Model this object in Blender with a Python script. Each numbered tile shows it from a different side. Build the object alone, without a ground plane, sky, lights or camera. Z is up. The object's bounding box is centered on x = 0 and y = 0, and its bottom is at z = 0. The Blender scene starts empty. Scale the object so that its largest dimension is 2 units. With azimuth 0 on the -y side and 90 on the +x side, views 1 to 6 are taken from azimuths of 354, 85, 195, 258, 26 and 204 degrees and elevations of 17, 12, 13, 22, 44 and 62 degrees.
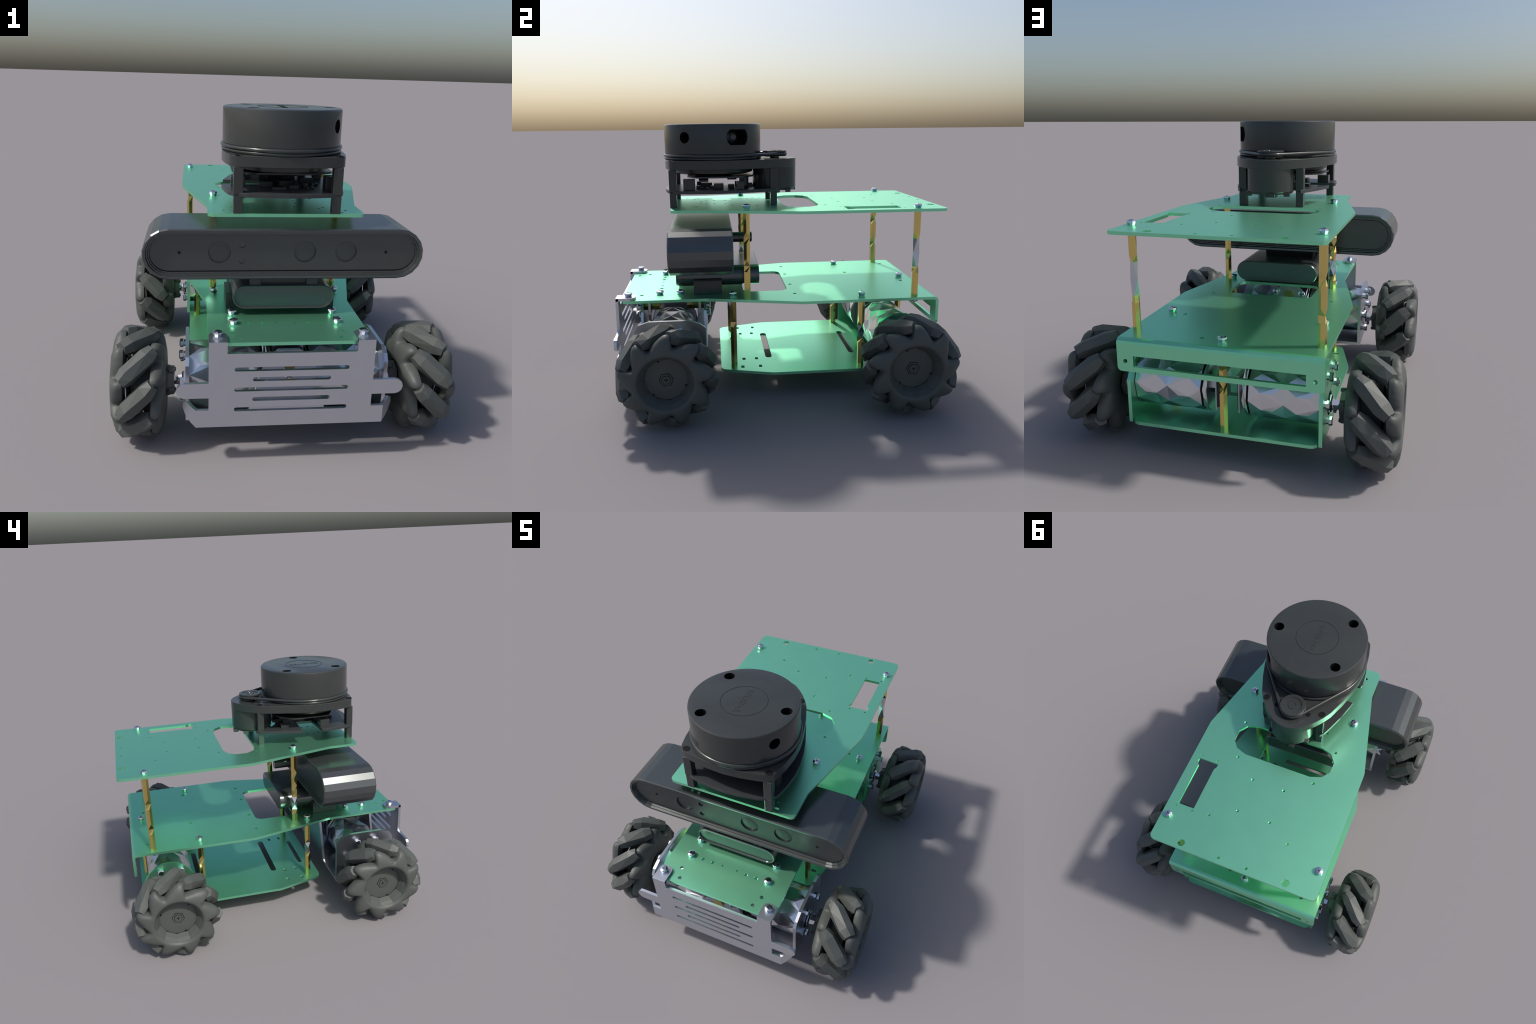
"""A small four-wheeled robot car: sheet-metal decks on brass posts, mecanum
wheels, gear motors, a depth camera and a spinning laser scanner on top."""
import bpy, bmesh, math, random
from math import sin, cos, pi, radians, hypot, atan2
from mathutils import Vector, Matrix

random.seed(7)
COL = bpy.context.scene.collection

# ------------------------------------------------------------------ materials
def material(name, color, rough=.5, metal=0., spec=.5, vary=.06, grain=60., bump=0., rough_vary=.012):
    m = bpy.data.materials.new(name); m.use_nodes = True
    nt = m.node_tree; b = nt.nodes["Principled BSDF"]
    tc = nt.nodes.new("ShaderNodeTexCoord")
    nz = nt.nodes.new("ShaderNodeTexNoise"); nz.inputs["Scale"].default_value = grain
    nz.inputs["Detail"].default_value = 3.
    nt.links.new(tc.outputs["Object"], nz.inputs["Vector"])
    ramp = nt.nodes.new("ShaderNodeValToRGB")
    ramp.color_ramp.elements[0].position = .3; ramp.color_ramp.elements[1].position = .7
    ramp.color_ramp.elements[0].color = (*[c * (1 - vary) for c in color], 1)
    ramp.color_ramp.elements[1].color = (*[min(1, c * (1 + vary)) for c in color], 1)
    nt.links.new(nz.outputs["Fac"], ramp.inputs["Fac"])
    nt.links.new(ramp.outputs["Color"], b.inputs["Base Color"])
    mr = nt.nodes.new("ShaderNodeMapRange")
    mr.inputs["To Min"].default_value = max(.02, rough - rough_vary); mr.inputs["To Max"].default_value = rough + rough_vary
    nt.links.new(nz.outputs["Fac"], mr.inputs["Value"])
    nt.links.new(mr.outputs["Result"], b.inputs["Roughness"])
    b.inputs["Metallic"].default_value = metal
    b.inputs["Specular IOR Level"].default_value = spec
    if bump:
        bp = nt.nodes.new("ShaderNodeBump"); bp.inputs["Strength"].default_value = bump
        bp.inputs["Distance"].default_value = .002
        nt.links.new(nz.outputs["Fac"], bp.inputs["Height"]); nt.links.new(bp.outputs["Normal"], b.inputs["Normal"])
    return m

GREEN = material("green_anodised_metal", (.30, .83, .52), .35, .92, vary=.015, grain=8)
SILVER = material("bright_motor_metal", (.72, .74, .78), .24, 1., vary=.02, grain=10)
SHEET = material("pale_sheet_metal", (.63, .66, .72), .32, 1., vary=.012, grain=8)
BRASS = material("brass", (.76, .60, .20), .20, 1., vary=.02, grain=10)
CHROME = material("polished_screw_metal", (.72, .74, .79), .14, 1., vary=.02, grain=10)
BLACK = material("dark_plastic", (.036, .040, .039), .23, 0., .5, vary=.03, grain=20)
SHELL = material("satin_dark_shell", (.115, .125, .125), .25, .75, .5, vary=.02, grain=8)
FACE = material("camera_face_dark", (.095, .103, .103), .34, .75, .5, vary=.02, grain=8)
LENS = material("lens_dark_glass", (.093, .101, .101), .36, .75, .5, vary=.02, grain=8)
HOLE = material("deep_black", (.006, .006, .007), .6, 0., .2, vary=.0)
RUBBER = material("grey_rubber", (.078, .086, .080), .50, 0., .45, vary=.03, grain=30)
RIM = material("grey_wheel_plastic", (.078, .086, .080), .52, 0., .4, vary=.03, grain=20)
PCB = material("dark_circuit_board", (.036, .039, .041), .34, 0., .5, vary=.03, grain=20)
WHITE = material("pale_board_edge", (.62, .62, .64), .4, .6, vary=.03)

# ------------------------------------------------------------------- helpers
def link(name, me, parent=None, mats=(), loc=None, rot=None):
    for m in mats:
        me.materials.append(m)
    ob = bpy.data.objects.new(name, me); COL.objects.link(ob)
    if parent: ob.parent = parent
    if loc is not None: ob.location = loc
    if rot is not None: ob.rotation_euler = rot
    return ob

def mesh(verts, faces, smooth=False, name="part"):
    me = bpy.data.meshes.new(name); me.from_pydata([tuple(v) for v in verts], [], faces)
    bm = bmesh.new(); bm.from_mesh(me)
    bmesh.ops.recalc_face_normals(bm, faces=bm.faces[:])
    bm.to_mesh(me); bm.free()
    for p in me.polygons: p.use_smooth = smooth
    return me

def join(parts):
    """Merge (mesh, matrix, material index) triples into one mesh."""
    bm = bmesh.new()
    for me, mat, mi in parts:
        n = len(bm.verts); f = len(bm.faces)
        bm.from_mesh(me); bm.verts.ensure_lookup_table(); bm.faces.ensure_lookup_table()
        if mat is not None:
            bmesh.ops.transform(bm, matrix=mat, verts=bm.verts[n:])
        for fc in bm.faces[f:]: fc.material_index = mi
    out = bpy.data.meshes.new("part"); bm.to_mesh(out); bm.free()
    return out

def smooth_by_angle(me, deg=35):
    bm = bmesh.new(); bm.from_mesh(me)
    for e in bm.edges:
        e.smooth = len(e.link_faces) == 2 and e.calc_face_angle(0) < radians(deg)
    for f in bm.faces: f.smooth = True
    bm.to_mesh(me); bm.free()
    return me

def ring_loft(rings, cap0=True, cap1=True, smooth=False):
    n = len(rings[0]); v = [p for r in rings for p in r]; f = []
    for k in range(len(rings) - 1):
        for i in range(n):
            j = (i + 1) % n
            f.append((k * n + i, k * n + j, (k + 1) * n + j, (k + 1) * n + i))
    if cap0: f.append(tuple(range(n - 1, -1, -1)))
    if cap1: f.append(tuple((len(rings) - 1) * n + i for i in range(n)))
    return mesh(v, f, smooth)

def lathe(profile, n=32, caps=True, smooth=True, ang=35):
    """Profile of (radius, height) turned about Z."""
    rings = [[(r * cos(2 * pi * i / n), r * sin(2 * pi * i / n), z) for i in range(n)] for r, z in profile]
    me = ring_loft(rings, caps, caps)
    return smooth_by_angle(me, ang) if smooth else me

def box(x0, x1, y0, y1, z0, z1, bevel=0.):
    me = bpy.data.meshes.new("box"); bm = bmesh.new(); bmesh.ops.create_cube(bm, size=1)
    for v in bm.verts:
        v.co = Vector((x0 + (v.co.x + .5) * (x1 - x0), y0 + (v.co.y + .5) * (y1 - y0), z0 + (v.co.z + .5) * (z1 - z0)))
    if bevel:
        bmesh.ops.bevel(bm, geom=bm.edges[:], offset=bevel, segments=2, affect='EDGES', profile=.5)
    bm.to_mesh(me); bm.free(); return me

def circle(cx, cy, r, n=8, a0=0.):
    return [(cx + r * cos(a0 + 2 * pi * i / n), cy + r * sin(a0 + 2 * pi * i / n)) for i in range(n)]

def rounded(poly, r=.02, seg=3):
    """Round the corners of a polygon; a corner may carry its own radius as third item."""
    out = []; n = len(poly)
    for i in range(n):
        p = Vector(poly[i][:2]); a = Vector(poly[i - 1][:2]) - p; b = Vector(poly[(i + 1) % n][:2]) - p
        rr = poly[i][2] if len(poly[i]) > 2 else r
        ang = a.angle(b)
        if rr <= 0 or ang > radians(176): out.append(tuple(p)); continue
        d = min(rr / math.tan(ang / 2), a.length * .48, b.length * .48); rr = d * math.tan(ang / 2)
        t0 = p + a.normalized() * d; t1 = p + b.normalized() * d
        c = p + (a.normalized() + b.normalized()).normalized() * (rr / sin(ang / 2))
        a0 = atan2(t0.y - c.y, t0.x - c.x); a1 = atan2(t1.y - c.y, t1.x - c.x)
        da = (a1 - a0 + pi) % (2 * pi) - pi
        for k in range(seg + 1):
            t = a0 + da * k / seg; out.append((c.x + rr * cos(t), c.y + rr * sin(t)))
    return out

def slot(cx, cy, half, r, vertical=False, n=6):
    pts = []
    for k in range(n + 1):
        t = -pi / 2 + pi * k / n; pts.append((half - r + r * cos(t), r * sin(t)))
    for k in range(n + 1):
        t = pi / 2 + pi * k / n; pts.append((-half + r + r * cos(t), r * sin(t)))
    return [(cx - y, cy + x) if vertical else (cx + x, cy + y) for x, y in pts]

def sheet(outline, holes=(), thick=.017, bevel=0.):
    """Flat sheet with holes: filled outline in XY, top face at z = 0."""
    cu = bpy.data.curves.new("sheet", 'CURVE'); cu.dimensions = '2D'; cu.fill_mode = 'BOTH'
    for loop in [outline, *holes]:
        sp = cu.splines.new('POLY'); sp.points.add(len(loop) - 1); sp.use_cyclic_u = True
        for q, p in zip(sp.points, loop): q.co = (p[0], p[1], 0, 1)
    cu.extrude = thick / 2 - bevel; cu.bevel_depth = bevel; cu.bevel_resolution = 0; cu.offset = -bevel
    ob = bpy.data.objects.new("sheet", cu); COL.objects.link(ob)
    dg = bpy.context.evaluated_depsgraph_get()
    me = bpy.data.meshes.new_from_object(ob.evaluated_get(dg))
    bpy.data.objects.remove(ob); bpy.data.curves.remove(cu)
    me.materials.clear()
    me.transform(Matrix.Translation((0, 0, -thick / 2)))
    bm = bmesh.new(); bm.from_mesh(me); bmesh.ops.remove_doubles(bm, verts=bm.verts[:], dist=1e-5)
    bmesh.ops.recalc_face_normals(bm, faces=bm.faces[:]); bm.to_mesh(me); bm.free()
    for p in me.polygons: p.use_smooth = False
    return me

T = Matrix.Translation
def R(deg, axis): return Matrix.Rotation(radians(deg), 4, axis)
FACING_FRONT = R(90, 'X')            # XY sheet -> XZ sheet whose top looks to -y

def facing_side(s):                  # XY sheet -> YZ sheet (x->y, y->z), top looks to s*x
    m = Matrix(((0, 0, 1, 0), (1, 0, 0, 0), (0, 1, 0, 0), (0, 0, 0, 1)))
    return m if s > 0 else Matrix(((0, 0, -1, 0), (1, 0, 0, 0), (0, 1, 0, 0), (0, 0, 0, 1)))

def tube(points, r, n=8, closed=True):
    rings = []; m = len(points)
    for i, p in enumerate(points):
        p = Vector(p)
        t = (Vector(points[(i + 1) % m]) - Vector(points[i - 1])).normalized()
        u = Vector((0, 0, 1)); w = t.cross(u).normalized(); u = w.cross(t)
        rings.append([p + w * (r * cos(2 * pi * k / n)) + u * (r * sin(2 * pi * k / n)) for k in range(n)])
    if closed: rings.append(rings[0])
    me = ring_loft(rings, not closed, not closed, True)
    return me

def hull(points):
    pts = sorted(set((round(x, 5), round(y, 5)) for x, y in points))
    def half(seq):
        h = []
        for p in seq:
            while len(h) > 1 and (h[-1][0] - h[-2][0]) * (p[1] - h[-2][1]) - (h[-1][1] - h[-2][1]) * (p[0] - h[-2][0]) <= 0: h.pop()
            h.append(p)
        return h[:-1]
    return half(pts) + half(pts[::-1])

# ------------------------------------------------------------ the car itself
car = bpy.data.objects.new("robot_car", None); COL.objects.link(car)
car["label"] = "green metal robot car with dark mecanum wheels, camera and laser scanner"
car["category"] = "robot car"

TOP_Z, MID_Z, LOW_Z, TH = 1.169, .628, .169, .017

# screws: one pan head with a cross recess, copied everywhere
def screw_mesh():
    head = lathe([(.0185, 0), (.0195, .004), (.0245, .017), (.0225, .024), (.013, .0275)], 9, smooth=False)
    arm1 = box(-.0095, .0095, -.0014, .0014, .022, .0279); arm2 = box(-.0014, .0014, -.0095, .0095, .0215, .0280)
    me = join([(head, None, 0), (arm1, None, 1), (arm2, None, 1)])
    me.materials.append(CHROME); me.materials.append(HOLE); return me
SCREW = screw_mesh()
SHORT = lathe([(.0235, 0), (.0235, .014), (.016, .020)], 8, smooth=False); SHORT.materials.append(CHROME)
LONG = lathe([(.018, 0), (.018, .010), (.0235, .012), (.0235, .027), (.017, .031)], 7, smooth=False); LONG.materials.append(CHROME)
def screw(p, axis=(0, 0, 1), me=None, parent=car, spin=None):
    ob = bpy.data.objects.new("screw", me or SCREW); COL.objects.link(ob); ob.parent = parent
    q = Vector((0, 0, 1)).rotation_difference(Vector(axis))
    m = q.to_matrix().to_4x4() @ Matrix.Rotation(random.random() * 3 if spin is None else spin, 4, 'Z')
    ob.matrix_local = T(p) @ m
    return ob

# ------------------------------------------------------------------- decks
def deck_outline(front, rear, r=.03):
    right = [(.392, front, r), (.392, -.448, .05), (.527, .12, .06), (.527, rear, r)]
    return rounded(right + [(-x, y, q) for x, y, q in right[::-1]])

def mirror(pts): return list(pts) + [(-x, y) for x, y in pts]

top_holes = [[(x, y) for x, y in
              [(.325, .115), (.287, .062), (.218, .040), (-.218, .040), (-.287, .062), (-.325, .115),
               (-.325, .187), (-.288, .238), (-.218, .262), (.218, .262), (.288, .238), (.325, .187)]],
             [(.462, .722), (.358, .722), (.358, .432), (.348, .416), (.348, .392), (.478, .392), (.478, .416), (.463, .438)]]
for x, y in mirror([(.104, .411), (.254, .297), (.105, .638), (.254, .726), (.088, .949), (.311, .043), (.311, -.573),
                    (.265, -.575), (.262, -.505), (.184, -.520), (.209, -.495), (.064, -.477), (.082, -.440), (.080, -.390),
                    (.080, -.318), (.180, -.275), (.178, -.165), (.212, -.126), (.212, -.076)]):
    top_holes.append(circle(x, y, .0095, 7))
for x, y in [(.468, .371), (.363, .371), (.468, .738), (.362, .738)]: top_holes.append(circle(x, y, .0065, 6))
for x in (.331, -.331): top_holes.append(circle(x, .946, .0245, 6, .2))
top_holes.append([(.262, -.628), (.262, -.612), (.288, -.612), (.288, -.628)])
top = link("top_plate", sheet(deck_outline(-.652, .985), top_holes), car, [GREEN], (0, 0, TOP_Z))

window = rounded([(.262, .060), (-.262, .060), (-.262, -.222), (.262, -.222)], .05)
mid_holes = [window]
for x, y in [(-.395, .094), (-.166, .094), (.114, .094), (.343, .094), (-.166, .525), (.344, .525), (-.395, .848), (.114, .846)]:
    mid_holes.append(circle(x, y, .0125, 6))
for x, y in mirror([(.184, -.745), (.115, -.745), (.272, -.856), (.246, -.926)]): mid_holes.append(circle(x, y, .0125, 8))
for x, y in mirror([(.050, -.744), (.093, -.624), (.155, -.310)]): mid_holes.append(circle(x, y, .008, 6))
LIP_Y, LIP_Z, BEND = .954, .457, .026
lip_outline = rounded([(.524, MID_Z - BEND, 0), (-.524, MID_Z - BEND, 0), (-.524, LIP_Z, .022), (.524, LIP_Z, .022)])
lip_holes = [[(.435, .483), (-.437, .483), (-.437, .541), (.435, .541)], circle(.478, .511, .012, 7), circle(-.480, .511, .012, 7)]
bend_rings = []
for x in (-.524, .524):
    c = (LIP_Y - BEND, MID_Z - BEND); ring = []
    for k in range(4):
        t = pi / 2 * k / 3; ring.append((x, c[0] + BEND * sin(t), c[1] + BEND * cos(t)))
    for k in range(3, -1, -1):
        t = pi / 2 * k / 3; ring.append((x, c[0] + (BEND - TH) * sin(t), c[1] + (BEND - TH) * cos(t)))
    bend_rings.append(ring)
mid_outline = deck_outline(-.967, LIP_Y - BEND, .02)
# square rear corners where the sheet bends down
mid_outline = [p for p in mid_outline if p[1] < LIP_Y - BEND - .04]
k = next(i for i, p in enumerate(mid_outline) if p[0] < 0)
mid_outline[k:k] = [(.524, LIP_Y - BEND), (-.524, LIP_Y - BEND)]
me = join([(sheet(mid_outline, mid_holes), T((0, 0, MID_Z)), 0),
           (sheet(lip_outline, lip_holes), T((0, LIP_Y, 0)) @ R(180, 'Z') @ FACING_FRONT, 0),
           (ring_loft(bend_rings), None, 0)])
mid = link("middle_plate", me, car, [GREEN])

low_holes = [slot(0, -.062, .238, .021), slot(0, .497, .215, .019), slot(0, -.287, .178, .015)]
for x, y in mirror([(.244, -.226), (.244, -.144), (.374, -.240), (.374, -.128)]):
    low_holes.append([(x - .018, y - .010), (x + .018, y - .010), (x + .018, y + .010), (x - .018, y + .010)])
half = [(.398, -.374, .045), (.486, -.055, .05), (.486, .45, 0), (.486, .92, .04)]
low_outline = rounded(half + [(-x, y, q) for x, y, q in half[::-1]])
def mount_outline():
    pts = [(.555, LOW_Z - .012), (.905, LOW_Z - .012)]
    cy, cz, r = .725, .352, .172
    pts += [(.905, .385)]
    for k in range(1, 10):
        t = radians(12 + k * 15.6); pts.append((cy + r * cos(t), cz + r * sin(t)))
    pts += [(.555, .385)]
    return pts
hub_holes = [circle(.72, .30, .062, 10)]
parts = [(sheet(low_outline, low_holes), T((0, 0, LOW_Z)), 0)]
for s in (1, -1):
    parts.append((sheet(mount_outline(), hub_holes, .018), T((s * .505, 0, 0)) @ facing_side(s), 0))
low = link("bottom_plate", join(parts), car, [GREEN])

# deck screws
for x, y in [(.482, .813), (-.482, .813), (.35, -.201), (-.35, -.201)]:
    screw((x, y, TOP_Z)); screw((x, y, MID_Z - TH), (0, 0, -1), SHORT)
for x, y in [(.433, .498), (-.433, .498), (0, .868), (.348, -.292), (-.348, -.292)]:
    screw((x, y, MID_Z)); screw((x, y, LOW_Z - TH), (0, 0, -1), SHORT)
for s in (1, -1):
    for y in (-.745, -.618):
        screw((s * .263, y, MID_Z)); screw((s * .263, y, MID_Z - TH), (0, 0, -1), LONG)
    screw((s * .350, -.927, MID_Z + TH)); screw((s * .350, -.927, MID_Z - TH), (0, 0, -1), SHORT)

# ------------------------------------------------------------- brass posts
def post(x, y, z0, z1, pale_band=None, pinches=(), seed=0, r=.0215):
    """Hexagonal post whose facets twist where every second corner is dropped."""
    rng = random.Random(seed); h = z1 - z0; a0 = pi + rng.uniform(-.25, .25)
    special = {p: 1 if x > .01 else 0 for p in pinches}
    if pale_band:
        for q in (0, .5, 1): special[pale_band[0] + (pale_band[1] - pale_band[0]) * q] = int(q * 2) % 2
    keys = sorted(special); marks = [(0., None), (.05, None)]
    inside = lambda q: pale_band and pale_band[0] - 1e-6 <= q <= pale_band[1] + 1e-6
    for a in keys:
        if not inside(a - .01): marks.append((a - .07, None))
        marks.append((a, special[a]))
        if not inside(a + .01): marks.append((a + .07, None))
    marks += [(.95, None), (1., None)]
    rings = []
    for m, ph in marks:
        ring = []
        for i in range(6):
            j = i + 1 if ph is not None and i % 2 == ph else i
            t = a0 + j * pi / 3; ring.append((r * cos(t), r * sin(t), z0 + h * m))
        rings.append(ring)
    v = [p for q in rings for p in q]; f = []; mi = []
    for k in range(len(rings) - 1):
        for i in range(6):
            j = (i + 1) % 6; a, b, c, d = k * 6 + i, k * 6 + j, (k + 1) * 6 + j, (k + 1) * 6 + i
            for tri in ((a, b, c), (a, c, d)):
                if len({tuple(round(t, 6) for t in v[q]) for q in tri}) == 3:
                    f.append(tri); mi.append(1 if pale_band and pale_band[0] - 1e-6 <= marks[k][0] < pale_band[1] - 1e-6 else 0)
    f.append(tuple(range(5, -1, -1))); mi.append(0); n = len(rings) - 1
    f.append(tuple(n * 6 + i for i in range(6))); mi.append(0)
    me = mesh(v, f)
    for p, q in zip(me.polygons, mi): p.material_index = q
    return link("standoff", me, car, [BRASS, SHEET], (x, y, 0))
U0, U1, L0, L1 = MID_Z, TOP_Z - TH, LOW_Z, MID_Z - TH
post(.482, .813, U0, U1, (.35, .68), (), 1)
post(-.482, .813, U0, U1, None, (.30, .64), 2)
post(.35, -.201, U0, U1, None, (.36, .70), 3)
post(-.35, -.201, U0, U1, (.17, .35), (.52, .70), 4)
post(.433, .498, L0, L1, (.42, .60), (), 5)
post(-.433, .498, L0, L1, None, (.36, .70), 6)
post(0, .868, L0, L1, None, (.50, .80), 8)
post(.348, -.292, L0, L1, None, (.66,), 9)
post(-.348, -.292, L0, L1, (.42, .60), (), 10)

# --------------------------------------------------------- front bumper plate
def arm(s):
    pts = [(.393, .360)]
    for k in range(7):
        t = -pi / 2 + pi * k / 6; pts.append((.507 + .038 * cos(t), .3985 + .038 * sin(t)))
    return pts + [(.393, .437)]
right = [(.455, .205), (.455, .296), (.393, .296)] + arm(1) + [(.393, MID_Z + TH), (.307, MID_Z + TH), (.307, .587)]
outline = right + [(-x, z) for x, z in right[::-1]]
slots = [slot(0, z, hw, .0105) for z, hw in ((.507, .273), (.4545, .187), (.402, .273), (.350, .187), (.297, .273))]
parts = [(sheet(outline, slots), T((0, -1., 0)) @ FACING_FRONT, 0)]
for s in (1, -1):
    tab = rounded([(.307, -.998, 0), (.393, -.998, 0), (.393, -.884, .03), (.307, -.884, .03)])
    if s < 0: tab = [(-x, y) for x, y in tab[::-1]]
    parts.append((sheet(tab), T((0, 0, MID_Z + TH + .0005)), 0))
    wing = [(0, .205), (.034, .218), (.070, .246), (.089, .282), (.083, .310), (.062, .318), (.032, .304), (0, .296)]
    m = T((s * .453, -.9995, 0)) @ R(45 * s, 'Z') @ FACING_FRONT
    if s < 0: wing = [(-x, y) for x, y in wing[::-1]]
    parts.append((sheet(wing), m, 0))
bumper = link("front_bumper", join(parts), car, [SHEET])

# ------------------------------------------------------- swinging front axle
AY0, AY1 = -.886, -.462
side = rounded([(AY0, .176), (-.866, .157), (AY1, .157), (AY1, .478), (-.497, .506), (-.565, .527), (-.800, .527), (-.862, .506), (AY0, .47)], .0)
wall = [(-.205, .160), (.205, .160), (.205, .178), (.120, .470), (.088, .520), (.050, .548), (-.050, .548), (-.088, .520), (-.120, .470), (-.205, .178)]
parts = []
for s in (1, -1):
    parts.append((sheet(side, [circle(-.69, .30, .062, 10)], .018), T((s * .502, 0, 0)) @ facing_side(s), 0))
parts.append((sheet([(-.49, AY0 + .02), (.49, AY0 + .02), (.49, AY1 - .002), (-.49, AY1 - .002)]), T((0, 0, .174)), 0))
parts.append((sheet(wall), T((0, AY0 - .001, 0)) @ FACING_FRONT, 0))
parts.append((sheet(wall), T((0, AY1 + .001, 0)) @ R(180, 'Z') @ FACING_FRONT, 0))
axle = link("axle_bracket", join(parts), car, [SHEET])
hang = [(sheet([(-.31, -.80), (.31, -.80), (.31, -.56), (-.31, -.56)]), T((0, 0, MID_Z - TH - .001)), 0)]
for y in (-.835, -.505):
    hang.append((box(-.075, .075, y - .008, y + .008, .44, MID_Z - TH - .002), None, 0))
    hang.append((box(-.075, .075, min(y, -.67), max(y, -.67), MID_Z - TH - .018, MID_Z - TH - .003), None, 0))
link("axle_hanger", join(hang), car, [SILVER])
shaft = lathe([(.036, 0), (.036, .15)], 6, smooth=False)
link("pivot_shaft", join([(shaft, T((0, -.918, .487)) @ R(-90, 'X'), 0), (shaft, T((0, -.592, .487)) @ R(-90, 'X'), 0)]), car, [BRASS])
for y, a in ((AY0 - .001, -1), (AY1 + .001, 1)):
    for x, z in ((.092, .500), (-.092, .500), (0, .425)): screw((x, y, z), (0, a, 0))

# ------------------------------------------------------------------- motors
def facet_drum(r, x0, x1, n=10, cells=2, a0=0.):
    """Drum along X covered in long hexagonal facets, as a coarse mesh shows it."""
    xs = [x0]; kinds = [0]
    L = (x1 - x0) / cells
    for c in range(cells):
        b = x0 + c * L
        xs += [b + .34 * L, b + .68 * L, b + L]; kinds += [1, 1, 0]
    v = []; f = []
    for x, k in zip(xs, kinds):
        for i in range(n):
            t = a0 + 2 * pi * (i + .5 * k) / n
            v.append((x, r * cos(t), r * sin(t)))
    for c in range(cells):
        A, B, C, D = [(3 * c + q) * n for q in range(4)]
        for i in range(n):
            p = (i - 1) % n; j = (i + 1) % n
            f.append((A + i, B + i, C + i, D + i, C + p, B + p))
            f.append((A + i, A + j, B + i)); f.append((D + i, C + i, D + j))
    f.append(tuple(range(n))); f.append(tuple(range(len(v) - n, len(v)))[::-1])
    return mesh(v, f)

def motor(s, y, z, shaft_y, shaft_z, a0):
    """Gear motor lying along X; s is the side it drives."""
    parts = [(facet_drum(.153, .125, .484, 10, 2, a0), None, 0),
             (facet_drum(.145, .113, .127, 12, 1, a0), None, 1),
             (facet_drum(.153, .092, .114, 10, 1, a0), None, 0),
             (lathe([(.060, 0), (.060, .026), (.05, .032)], 7, smooth=False), T((.093, 0, 0)) @ R(-90, 'Y'), 0),
             (box(.058, .064, -.100, .100, -.115, .075), None, 2),
             (box(.050, .058, -.088, .088, -.103, .063), None, 3),
             (box(.030, .058, -.045, .045, .02, .06), None, 2)]
    me = join(parts)
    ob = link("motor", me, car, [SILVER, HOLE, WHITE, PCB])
    base = T((0, y, z)) @ (R(180, 'Z') if s < 0 else Matrix.Identity(4))
    ob.matrix_local = base
    sh = join([(lathe([(.050, 0), (.050, .026), (.042, .034)], 6, smooth=False), T((s * .488, 0, 0)) @ R(90 * s, 'Y'), 0),
               (lathe([(.030, 0), (.020, .050), (.022, .1)], 5, smooth=False), T((s * .52, 0, 0)) @ R(90 * s, 'Y'), 0)])
    o2 = link("drive_shaft", sh, None, [CHROME]); o2.parent = ob
    o2.matrix_local = base.inverted() @ T((0, shaft_y, shaft_z))
    for k in range(6):
        t = radians(60 * k)
        o3 = bpy.data.objects.new("screw", LONG); COL.objects.link(o3); o3.parent = ob
        o3.matrix_local = base.inverted() @ T((s * .503, y + .134 * cos(t), z + .006 + .134 * sin(t))) @ R(90 * s, 'Y')

# ------------------------------------------------------------------- wheels
WR, WX, FY, RY, WZ = .285, .736, -.683, .7125, .2905
def lobe_radius(u):
    """One period of the side-plate outline; u in 0..1 from notch, steep rise, tip, long ramp."""
    keys = [(0, .197), (.08, .203), (.13, .236), (.19, .260), (.27, .268), (.37, .266), (.48, .254), (.62, .236), (.80, .215), (.92, .202), (1, .197)]
    for (a, ra), (b, rb) in zip(keys, keys[1:]):
        if u <= b:
            t = (u - a) / (b - a); t = t * t * (3 - 2 * t) * .5 + t * .5
            return ra + (rb - ra) * t
    return keys[-1][1]

def side_plate(side, notch, direction, outer):
    """Nine-fingered plate closing one side of the wheel (local x = axle)."""
    N = 9 * 20; rings = []
    for i in range(N):
        th = 2 * pi * i / N
        u = ((th - notch) * direction / (2 * pi / 9)) % 1.
        ro = lobe_radius(u); k = (ro - .199) / .069
        m1 = .172 + (ro - .172) * .45; m2 = .172 + (ro - .172) * .82
        if outer: start = [(.149, .118), (.156, .132), (.170, .134)]
        else:     start = [(.080, .122), (.120, .134), (.168, .135)]
        prof = start + [(m1, .128), (m2, .114), (ro - .004, .098), (ro, .086), (m2 + (ro - m2) * .7, .070 - .004 * k),
                        (m1, .064 - .006 * k), (.160, .072), (.140, .072)]
        # fingers lean over towards the roller they carry
        lean = -direction * .05 * k
        ring = []
        for r, x in prof:
            w = th + lean * max(0, (.12 - x) / .05) * .6
            ring.append((side * x, r * cos(w), r * sin(w)))
        rings.append(ring)
    n = len(rings[0]); v = [p for r in rings for p in r]; f = []
    for i in range(N):
        j = (i + 1) % N
        for q in range(n - 1): f.append((i * n + q, i * n + q + 1, j * n + q + 1, j * n + q))
    me = mesh(v, f, True)
    return smooth_by_angle(me, 60)

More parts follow.
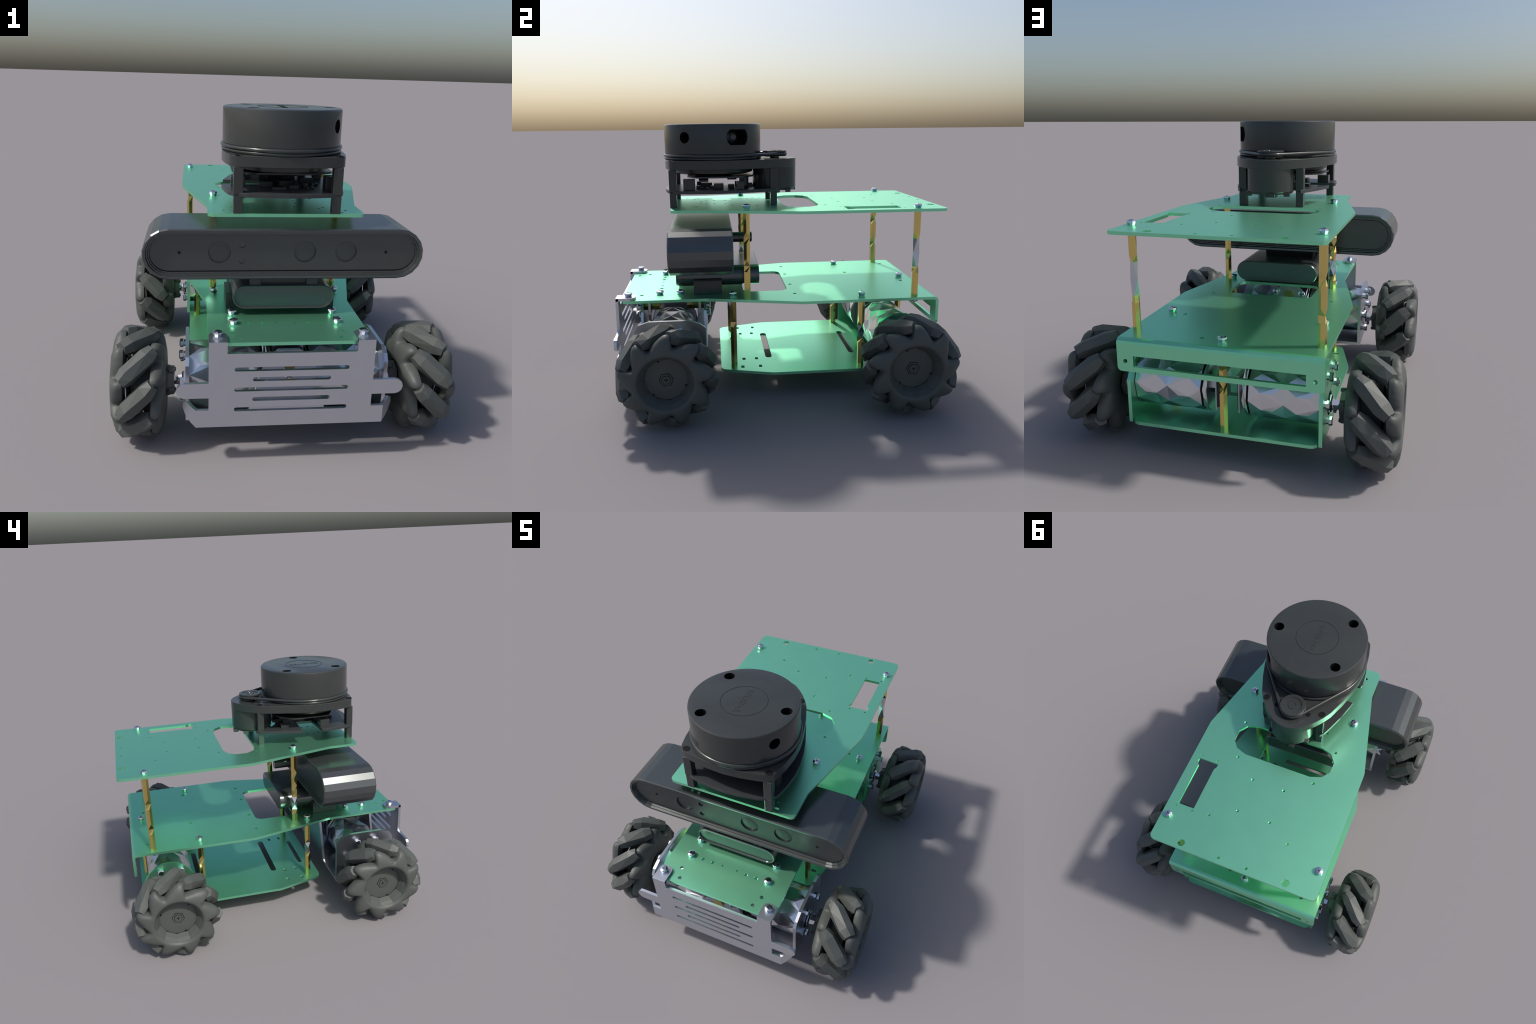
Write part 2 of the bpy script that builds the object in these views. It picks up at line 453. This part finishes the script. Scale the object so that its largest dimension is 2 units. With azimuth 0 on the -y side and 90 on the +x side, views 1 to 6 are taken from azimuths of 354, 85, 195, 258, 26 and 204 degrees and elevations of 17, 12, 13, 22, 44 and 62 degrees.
def roller_mesh():
    """Six-sided barrel along X."""
    rr = [(-.112, .036), (-.064, .0505), (.064, .0505), (.112, .036)]
    n = 6; rings = []
    for q, (x, r) in enumerate(rr):
        a = (.0, .10, -.04, .08)[q]
        rings.append([(x, r * cos(a + 2 * pi * i / n), r * sin(a + 2 * pi * i / n)) for i in range(n)])
    me = ring_loft(rings)
    bm = bmesh.new(); bm.from_mesh(me); bmesh.ops.triangulate(bm, faces=bm.faces[:]); bm.to_mesh(me); bm.free()
    pin = lathe([(.015, -.117), (.015, .117)], 8, smooth=False)
    out = join([(me, None, 0), (pin, R(90, 'Y'), 1)])
    out.materials.append(RUBBER); out.materials.append(RIM)
    return out
ROLLER = roller_mesh()

def hexring(r0, r1, x, n, a0=0., x1=None):
    v = []; f = []
    for r, xx in ((r0, x), (r1, x if x1 is None else x1)):
        v += [(xx, r * cos(a0 + 2 * pi * i / n), r * sin(a0 + 2 * pi * i / n)) for i in range(n)]
    for i in range(n): f.append((i, (i + 1) % n, n + (i + 1) % n, n + i))
    return mesh(v, f)

def wheel(side, yc, h, notch):
    """side: +1 right, -1 left (outside looks to side*x); h: hand of the 45 degree rollers."""
    d = radians(notch); out_dir = side * h
    phase = d - out_dir * radians(10.5)
    in_notch = phase - out_dir * radians(10.5)
    parts = [(side_plate(side, d, out_dir, True), None, 0),
             (side_plate(-side, in_notch, -out_dir, False), None, 0),
             (join([(lathe([(.150, -.10), (.152, -.09), (.152, .035), (.12, .035)] if side > 0 else [(.12, -.035), (.152, -.035), (.152, .09), (.150, .10)], 22, smooth=True), R(90, 'Y'), 0)]), None, 0)]
    # faceted dish with the nut in its middle
    parts.append((hexring(.1555, .138, side * .120, 11, .3, side * .096), None, 0))
    parts.append((hexring(.138, .121, side * .096, 11, .3, side * .066), None, 0))
    cap = lathe([(.124, .030), (.124, .038), (.118, .044), (.09, .047), (.04, .048)], 40)
    OUT = T((side * .018, 0, 0)) @ R(90 * side, 'Y')
    parts.append((cap, OUT, 0))
    hexa = random.random()
    for r, z0, z1, mi in ((.042, .044, .0484, 1), (.0375, .044, .0500, 0), (.0285, .049, .0505, 1), (.0245, .049, .0530, 0)):
        parts.append((lathe([(r, z0), (r, z1)], 6, smooth=False), OUT @ Matrix.Rotation(hexa, 4, 'Z'), mi))
    for a in (0, 90):
        parts.append((box(-.012, .012, -.0022, .0022, .052, .0536), OUT @ R(a + 8, 'Z'), 1))
    for a in (70, 200, 320):
        parts.append((box(-.004, .004, -.006, .006, .042, .047), OUT @ R(a, 'Z') @ T((.113, 0, 0)), 1))
    # inner hub with its clamp screws
    parts.append((lathe([(.082, 0), (.082, .018), (.070, .046), (.030, .046)], 8, smooth=False), T((-side * .128, 0, 0)) @ R(-90 * side, 'Y'), 0))
    for a in (20, 110, 200, 290):
        parts.append((lathe([(.022, 0), (.022, .016), (.013, .02)], 6, smooth=False), R(a, 'X') @ T((-side * .160, .066, 0)) @ R(-90, 'X'), 0))
    me = join(parts)
    ob = link("wheel", me, car, [RIM, HOLE], (side * WX, yc, WZ))
    Rc = .2365
    for k in range(9):
        ph = phase + 2 * pi * k / 9
        o = bpy.data.objects.new("roller", ROLLER); COL.objects.link(o); o.parent = ob
        rad = Vector((0, cos(ph), sin(ph))); tan = Vector((0, -sin(ph), cos(ph)))
        ax = (Vector((1, 0, 0)) + h * tan).normalized(); third = ax.cross(rad)
        m = Matrix((ax, third, rad)).transposed().to_4x4()
        o.matrix_local = T(rad * Rc) @ m @ Matrix.Rotation(pi / 6 + (k % 3) * .07, 4, 'X')

wheel(1, FY, 1, 37); wheel(1, RY, -1, 19.5); wheel(-1, RY, 1, 28); wheel(-1, FY, -1, 26)
motor(1, .714, .346, RY, WZ, .1); motor(-1, .714, .346, RY, WZ, .1)
motor(1, -.681, .346, FY, WZ, .3); motor(-1, -.681, .346, FY, WZ, .3)

# ------------------------------------------------------------- depth camera
def stadium(hx, hz, n=8):
    pts = []
    for k in range(n + 1):
        t = -pi / 2 + pi * k / n; pts.append((hx - hz + hz * cos(t), hz * sin(t)))
    for k in range(n + 1):
        t = pi / 2 + pi * k / n; pts.append((-hx + hz + hz * cos(t), hz * sin(t)))
    return pts
def stadium_loft(stations, zc, n=8, cap=True):
    """stations: (half width, half height, y)"""
    return ring_loft([[(x, y, zc + z) for x, z in stadium(hx, hz, n)] for hx, hz, y in stations], cap, cap)
CZ, CF, CB = .960, -.657, -.296
def off(d, y): return (.716 - d, .1305 - d, y)
STEP = [(.036, .034), (.034, .026), (.029, .026), (.026, .015), (.021, .015), (.017, .002), (.006, 0)]   # inset, depth of the rim steps
shell = stadium_loft([off(d, CF + q) for d, q in STEP] + [off(0, CF + .006), off(0, CB - .006)] + [off(d, CB - q) for d, q in STEP[::-1]], CZ, 9)
cam = link("depth_camera", shell, car, [SHELL])
face = stadium_loft([off(.035, CF + .048), off(.035, CF + .029), off(.038, CF + .026)], CZ + .003, 16)
fo = link("camera_face", face, cam, [FACE])
back = stadium_loft([off(.035, CB - .048), off(.035, CB - .029), off(.038, CB - .026)], CZ, 16)
link("camera_back", back, cam, [FACE])
FY0 = CF + .026
def cut(ob, cutters):
    for c in cutters:
        bpy.context.view_layer.update()
        md = ob.modifiers.new("cut", 'BOOLEAN'); md.operation = 'DIFFERENCE'; md.object = c; md.solver = 'EXACT'
        me = bpy.data.meshes.new_from_object(ob.evaluated_get(bpy.context.evaluated_depsgraph_get())); ob.modifiers.clear(); ob.data = me
    for c in cutters: bpy.data.objects.remove(c)
dims = [(-.331, .965, .058, .010), (.103, .967, .057, .010), (.316, .967, .056, .010), (-.218, 1.005, .0165, .014), (-.218, .921, .0165, .014)]
cs = []
for x, z, r, d in dims:
    c = bpy.data.objects.new("cutter", lathe([(r, 0), (r, .03)], 28 if r > .03 else 14)); COL.objects.link(c)
    c.matrix_world = T((x, FY0 + d, z)) @ R(90, 'X'); cs.append(c)
cut(fo, cs)
for x, z, r, d in dims:
    link("camera_lens", lathe([(r - .0015, 0), (r - .0015, .0018), (r - .004, .0026), (.01, .0026)], 28 if r > .03 else 14), cam, [LENS], (x, FY0 + d, z), (pi / 2, 0, 0))
for x in (-.532, .525):
    link("microphone", lathe([(.008, 0), (.008, .002)], 8), cam, [HOLE], (x, FY0 + .0005, .965), (pi / 2, 0, 0))
BZ = .727
def boff(d, y): return (.263 - d, .064 - d, y)
base = stadium_loft([boff(.012, -.634), boff(.010, -.642), boff(.003, -.643), boff(0, -.638), boff(0, -.126), boff(.004, -.120)], BZ, 14)
smooth_by_angle(base, 30)
cb = link("camera_base", base, cam, [SHELL])
link("camera_neck", join([(box(-.168, .168, -.615, -.46, .775, .85, .004), None, 0), (box(-.176, -.118, -.632, -.60, .786, .838, .002), None, 0),
                          (box(.118, .176, -.632, -.60, .786, .838, .002), None, 0)]), cam, [BLACK])
link("camera_mount", box(-.292, .292, -.534, -.358, MID_Z + .0005, .714, .002), cam, [BLACK])
link("camera_knob", lathe([(.030, 0), (.034, .004), (.034, .150), (.030, .154)], 20), cam, [SHELL], (0, -.302, .934), (-pi / 2, 0, 0))

# ------------------------------------------------------------ laser scanner
LX, LY = -.006, -.389
BASE_T, BASE_B = 1.452, 1.398
half = [(0, .147), (.045, .139), (.088, .118), (.125, .086), (.162, .045), (.196, .0), (.225, -.05), (.262, -.15), (.290, -.25), (.309, -.352), (.313, -.44),
        (.302, -.545), (.287, -.612), (.280, -.634), (.266, -.650), (.248, -.658), (.200, -.671), (.100, -.688), (0, -.695)]
outline = [(LX * .6 - x, y) for x, y in half] + [(LX * .6 + x, y) for x, y in half[-2:0:-1]]
scan = link("laser_scanner", smooth_by_angle(sheet(outline, [circle(x, y, .012, 10) for x, y in [(.246, -.641), (-.246, -.641), (.174, -.016), (-.183, -.017), (.098, .015), (-.107, .013)]], BASE_T - BASE_B, .002), 30), car, [BLACK], (0, 0, BASE_T))
for x, y, r in [(.246, -.641, .018), (-.246, -.641, .018), (.174, -.016, .018), (-.183, -.017, .018), (.098, .015, .012), (-.107, .013, .012)]:
    link("screw_socket", lathe([(r * 1.15, 0), (r * 1.15, .0015), (r, .0025), (r * .9, .0005), (r * .3, .0005)], 14), scan, [HOLE], (x, y, .0002))

head = lathe([(.280, 1.450), (.280, 1.468), (.300, 1.470), (.300, 1.488), (.305, 1.490), (.305, 1.6575), (.3035, 1.6635), (.2995, 1.6675), (.2935, 1.669)], 72, ang=40)
ho = link("scan_head", head, None, [BLACK, HOLE], (LX, LY, 0)); ho.parent = scan
ho.matrix_parent_inverse = T((0, 0, -BASE_T))
bpy.context.view_layer.update()
cutters = []
def cutter(me, m):
    c = bpy.data.objects.new("cutter", me); COL.objects.link(c); c.matrix_world = m; cutters.append(c); me.materials.append(HOLE)
for x, y in [(-.174, -.566), (-.181, -.217), (.239, -.385)]:
    cutter(lathe([(.031, 0), (.031, .2)], 20), T((x, y, 1.61)))
w1 = -34; w2 = 29.5
cutter(lathe([(.034, 0), (.034, .2)], 20), T((LX, LY, 1.588)) @ R(w1, 'Z') @ T((.200, 0, 0)) @ R(90, 'Y'))
win = [(x, z) for x, z in [(.052, -.046), (.068, -.026), (.074, 0), (.068, .026), (.052, .046), (-.052, .046), (-.068, .026), (-.074, 0), (-.068, -.026), (-.052, -.046)]]
cutter(sheet(win, (), .2, 0), T((LX, LY, 1.588)) @ R(w2, 'Z') @ T((.395, 0, 0)) @ facing_side(1))
cutter(hexring(.130, .1275, 1.667, 64, 0), T((LX, LY, 0)))
bpy.data.objects.remove(cutters.pop())
cut(ho, cutters)
smooth_by_angle(ho.data, 30)
# engraved ring and lettering on the lid
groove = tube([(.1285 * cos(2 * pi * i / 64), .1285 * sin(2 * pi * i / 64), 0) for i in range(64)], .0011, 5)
link("lid_ring", groove, None, [HOLE], (LX, LY, 1.6692)).parent = scan
bpy.data.objects["lid_ring"].matrix_parent_inverse = T((0, 0, -BASE_T))
tx = bpy.data.curves.new("lettering", 'FONT'); tx.body = "RPLIDAR"; tx.size = .047; tx.align_x = 'CENTER'; tx.align_y = 'CENTER'
tx.extrude = .0006; tx.space_character = 1.08
to = bpy.data.objects.new("tmp", tx); COL.objects.link(to)
tme = bpy.data.meshes.new_from_object(to.evaluated_get(bpy.context.evaluated_depsgraph_get()))
bpy.data.objects.remove(to); tme.materials.clear()
wdt = max(v.co.x for v in tme.vertices) - min(v.co.x for v in tme.vertices)
LETTER = material("engraved_letters", (.026, .028, .028), .5, 0., .4, vary=.0)
lt = link("lettering", tme, scan, [LETTER]); lt.matrix_local = T((LX - .004, LY, 1.6694 - BASE_T)) @ R(-90, 'Z') @ Matrix.Diagonal((.204 / wdt, 1, 1, 1))
# parts seen inside the side windows
for ang, r in ((w1, .020), (w2, .034)):
    o = link("optic_barrel", lathe([(r, 0), (r, .03), (r * .8, .034), (r * .6, .028), (r * .2, .024)], 18), None, [LENS])
    o.parent = scan; o.matrix_local = T((LX, LY, 1.588 - BASE_T)) @ R(ang, 'Z') @ T((.205, 0, 0)) @ R(90, 'Y')

# drive belt: round cord from the head to the motor pulley
def belt_path(r1, c1, r2, c2, z):
    return [(x, y, z) for x, y in hull(circle(*c1, r1, 72) + circle(*c2, r2, 40))]
belt = join([(tube(belt_path(.305, (LX, LY), .072, (-.006, .009), 1.478), .0105, 8), None, 0),
             (tube([(LX + .302 * cos(2 * pi * i / 72), LY + .302 * sin(2 * pi * i / 72), 1.461) for i in range(72)], .0095, 8), None, 0)])
b = link("drive_belt", belt, scan, [BLACK]); b.location = (0, 0, -BASE_T)
pul = lathe([(.030, 1.452), (.030, 1.462), (.078, 1.463), (.078, 1.467), (.066, 1.471), (.066, 1.486), (.078, 1.490), (.078, 1.497), (.074, 1.500), (.054, 1.500), (.052, 1.495), (.030, 1.495), (.028, 1.499), (.018, 1.499), (.016, 1.496), (.004, 1.496)], 36, ang=25)
p = link("pulley", pul, scan, [BLACK]); p.location = (-.006, .009, -BASE_T)
dm = join([(lathe([(.137, 1.262), (.140, 1.266), (.140, 1.418)], 40), None, 0), (lathe([(.040, 1.226), (.040, 1.262)], 20), None, 0),
           (sheet(circle(0, 0, .132, 24), (), .012, .001), T((0, 0, 1.264)), 0)] +
          [(box(.135 * cos(t) - .016, .135 * cos(t) + .016, .135 * sin(t) - .016, .135 * sin(t) + .016, 1.240, 1.262), None, 0) for t in (.6, 1.9, 2.6, 4.0, 5.3)])
d = link("drive_motor", smooth_by_angle(dm, 35), scan, [BLACK]); d.location = (-.004, .005, -BASE_T)
for x, y in [(.243, -.638), (-.246, -.638), (.174, -.018), (-.178, -.018)]:
    lg = join([(box(-.0225, .0225, -.0205, .0205, TOP_Z, 1.262, .003), None, 0), (box(-.0245, .0245, -.0225, .0225, 1.262, BASE_B + .002, .004), None, 0)])
    o = link("leg", lg, scan, [BLACK]); o.location = (x, y, -BASE_T)
gap = [(.172 * cos(t), .005 + .172 * sin(t)) for t in [radians(-170 + k * 16) for k in range(11)]]
cx = LX * .6
flank = [(x, y) for x, y in half if -.62 < y < -.03]
front = [(.262, -.650), (.200, -.674), (.100, -.691), (0, -.698), (-.100, -.691), (-.200, -.674), (-.262, -.650)]
notch = [(-.310, -.423), (-.096, -.416), (-.090, -.300), (-.302, -.287)]
bo = [(.205, -.005), (.185, .02)] + gap[::-1] + [(-.190, .02), (-.210, -.005)] + [(-x + cx, y) for x, y in flank if y > -.28] + notch[::-1] + \
     [(-x + cx, y) for x, y in flank if y < -.43] + [(x + cx, y) for x, y in front[::-1]] + [(x + cx, y) for x, y in flank[::-1]]
brd = link("circuit_board", sheet(bo, (), .019, .001), scan, [PCB]); brd.location = (0, 0, 1.273 - BASE_T)
comp = []
for x0, x1, y0, y1, hgt in [(.20, .26, -.575, -.505, .075), (.10, .17, -.39, -.33, .035), (.13, .16, -.41, -.37, .02), (.20, .245, -.25, -.205, .055),
                            (-.13, -.06, -.50, -.43, .03), (-.27, -.20, -.49, -.425, .055), (-.05, .03, -.20, -.14, .025), (.02, .07, -.55, -.52, .02),
                            (-.07, .0, -.58, -.55, .015), (.10, .125, -.50, -.47, .018), (-.20, -.15, -.22, -.16, .02), (.05, .09, -.30, -.26, .02),
                            (.15, .165, -.47, -.45, .012), (.17, .19, -.44, -.42, .012), (.06, .085, -.43, -.405, .014), (-.10, -.05, -.25, -.2, .03),
                            (.135, .15, -.54, -.52, .01), (.11, .12, -.56, -.55, .01), (-.02, .05, -.47, -.40, .03)]:
    comp.append((box(x0, x1, y0, y1, 1.2735, 1.2735 + hgt * .9, .001), None, 0))
c = link("board_components", join(comp), scan, [BLACK]); c.location = (0, 0, -BASE_T); c["kind"] = "stuff"
plate2 = rounded([(.26, -.10, .04), (.26, .16, .08), (.14, .25, .05), (-.14, .25, .05), (-.26, .16, .08), (-.26, -.10, .04), (-.14, -.165, .03), (.14, -.165, .03)])
under = join([(lathe([(.225, 1.362), (.250, 1.370), (.257, 1.399)], 48), None, 0),
              (sheet(plate2, (), .010, .001), T((0, 0, 1.354)), 0), (lathe([(.12, 1.345), (.12, 1.365)], 24), None, 0),
              (lathe([(.030, 1.285), (.030, 1.340)], 16), T((.10, .19, 0)), 0), (box(-.12, -.05, .09, .15, 1.31, 1.34), None, 0)])
u = link("bearing_ring", smooth_by_angle(under, 35), scan, [BLACK]); u.location = (LX, LY, -BASE_T)
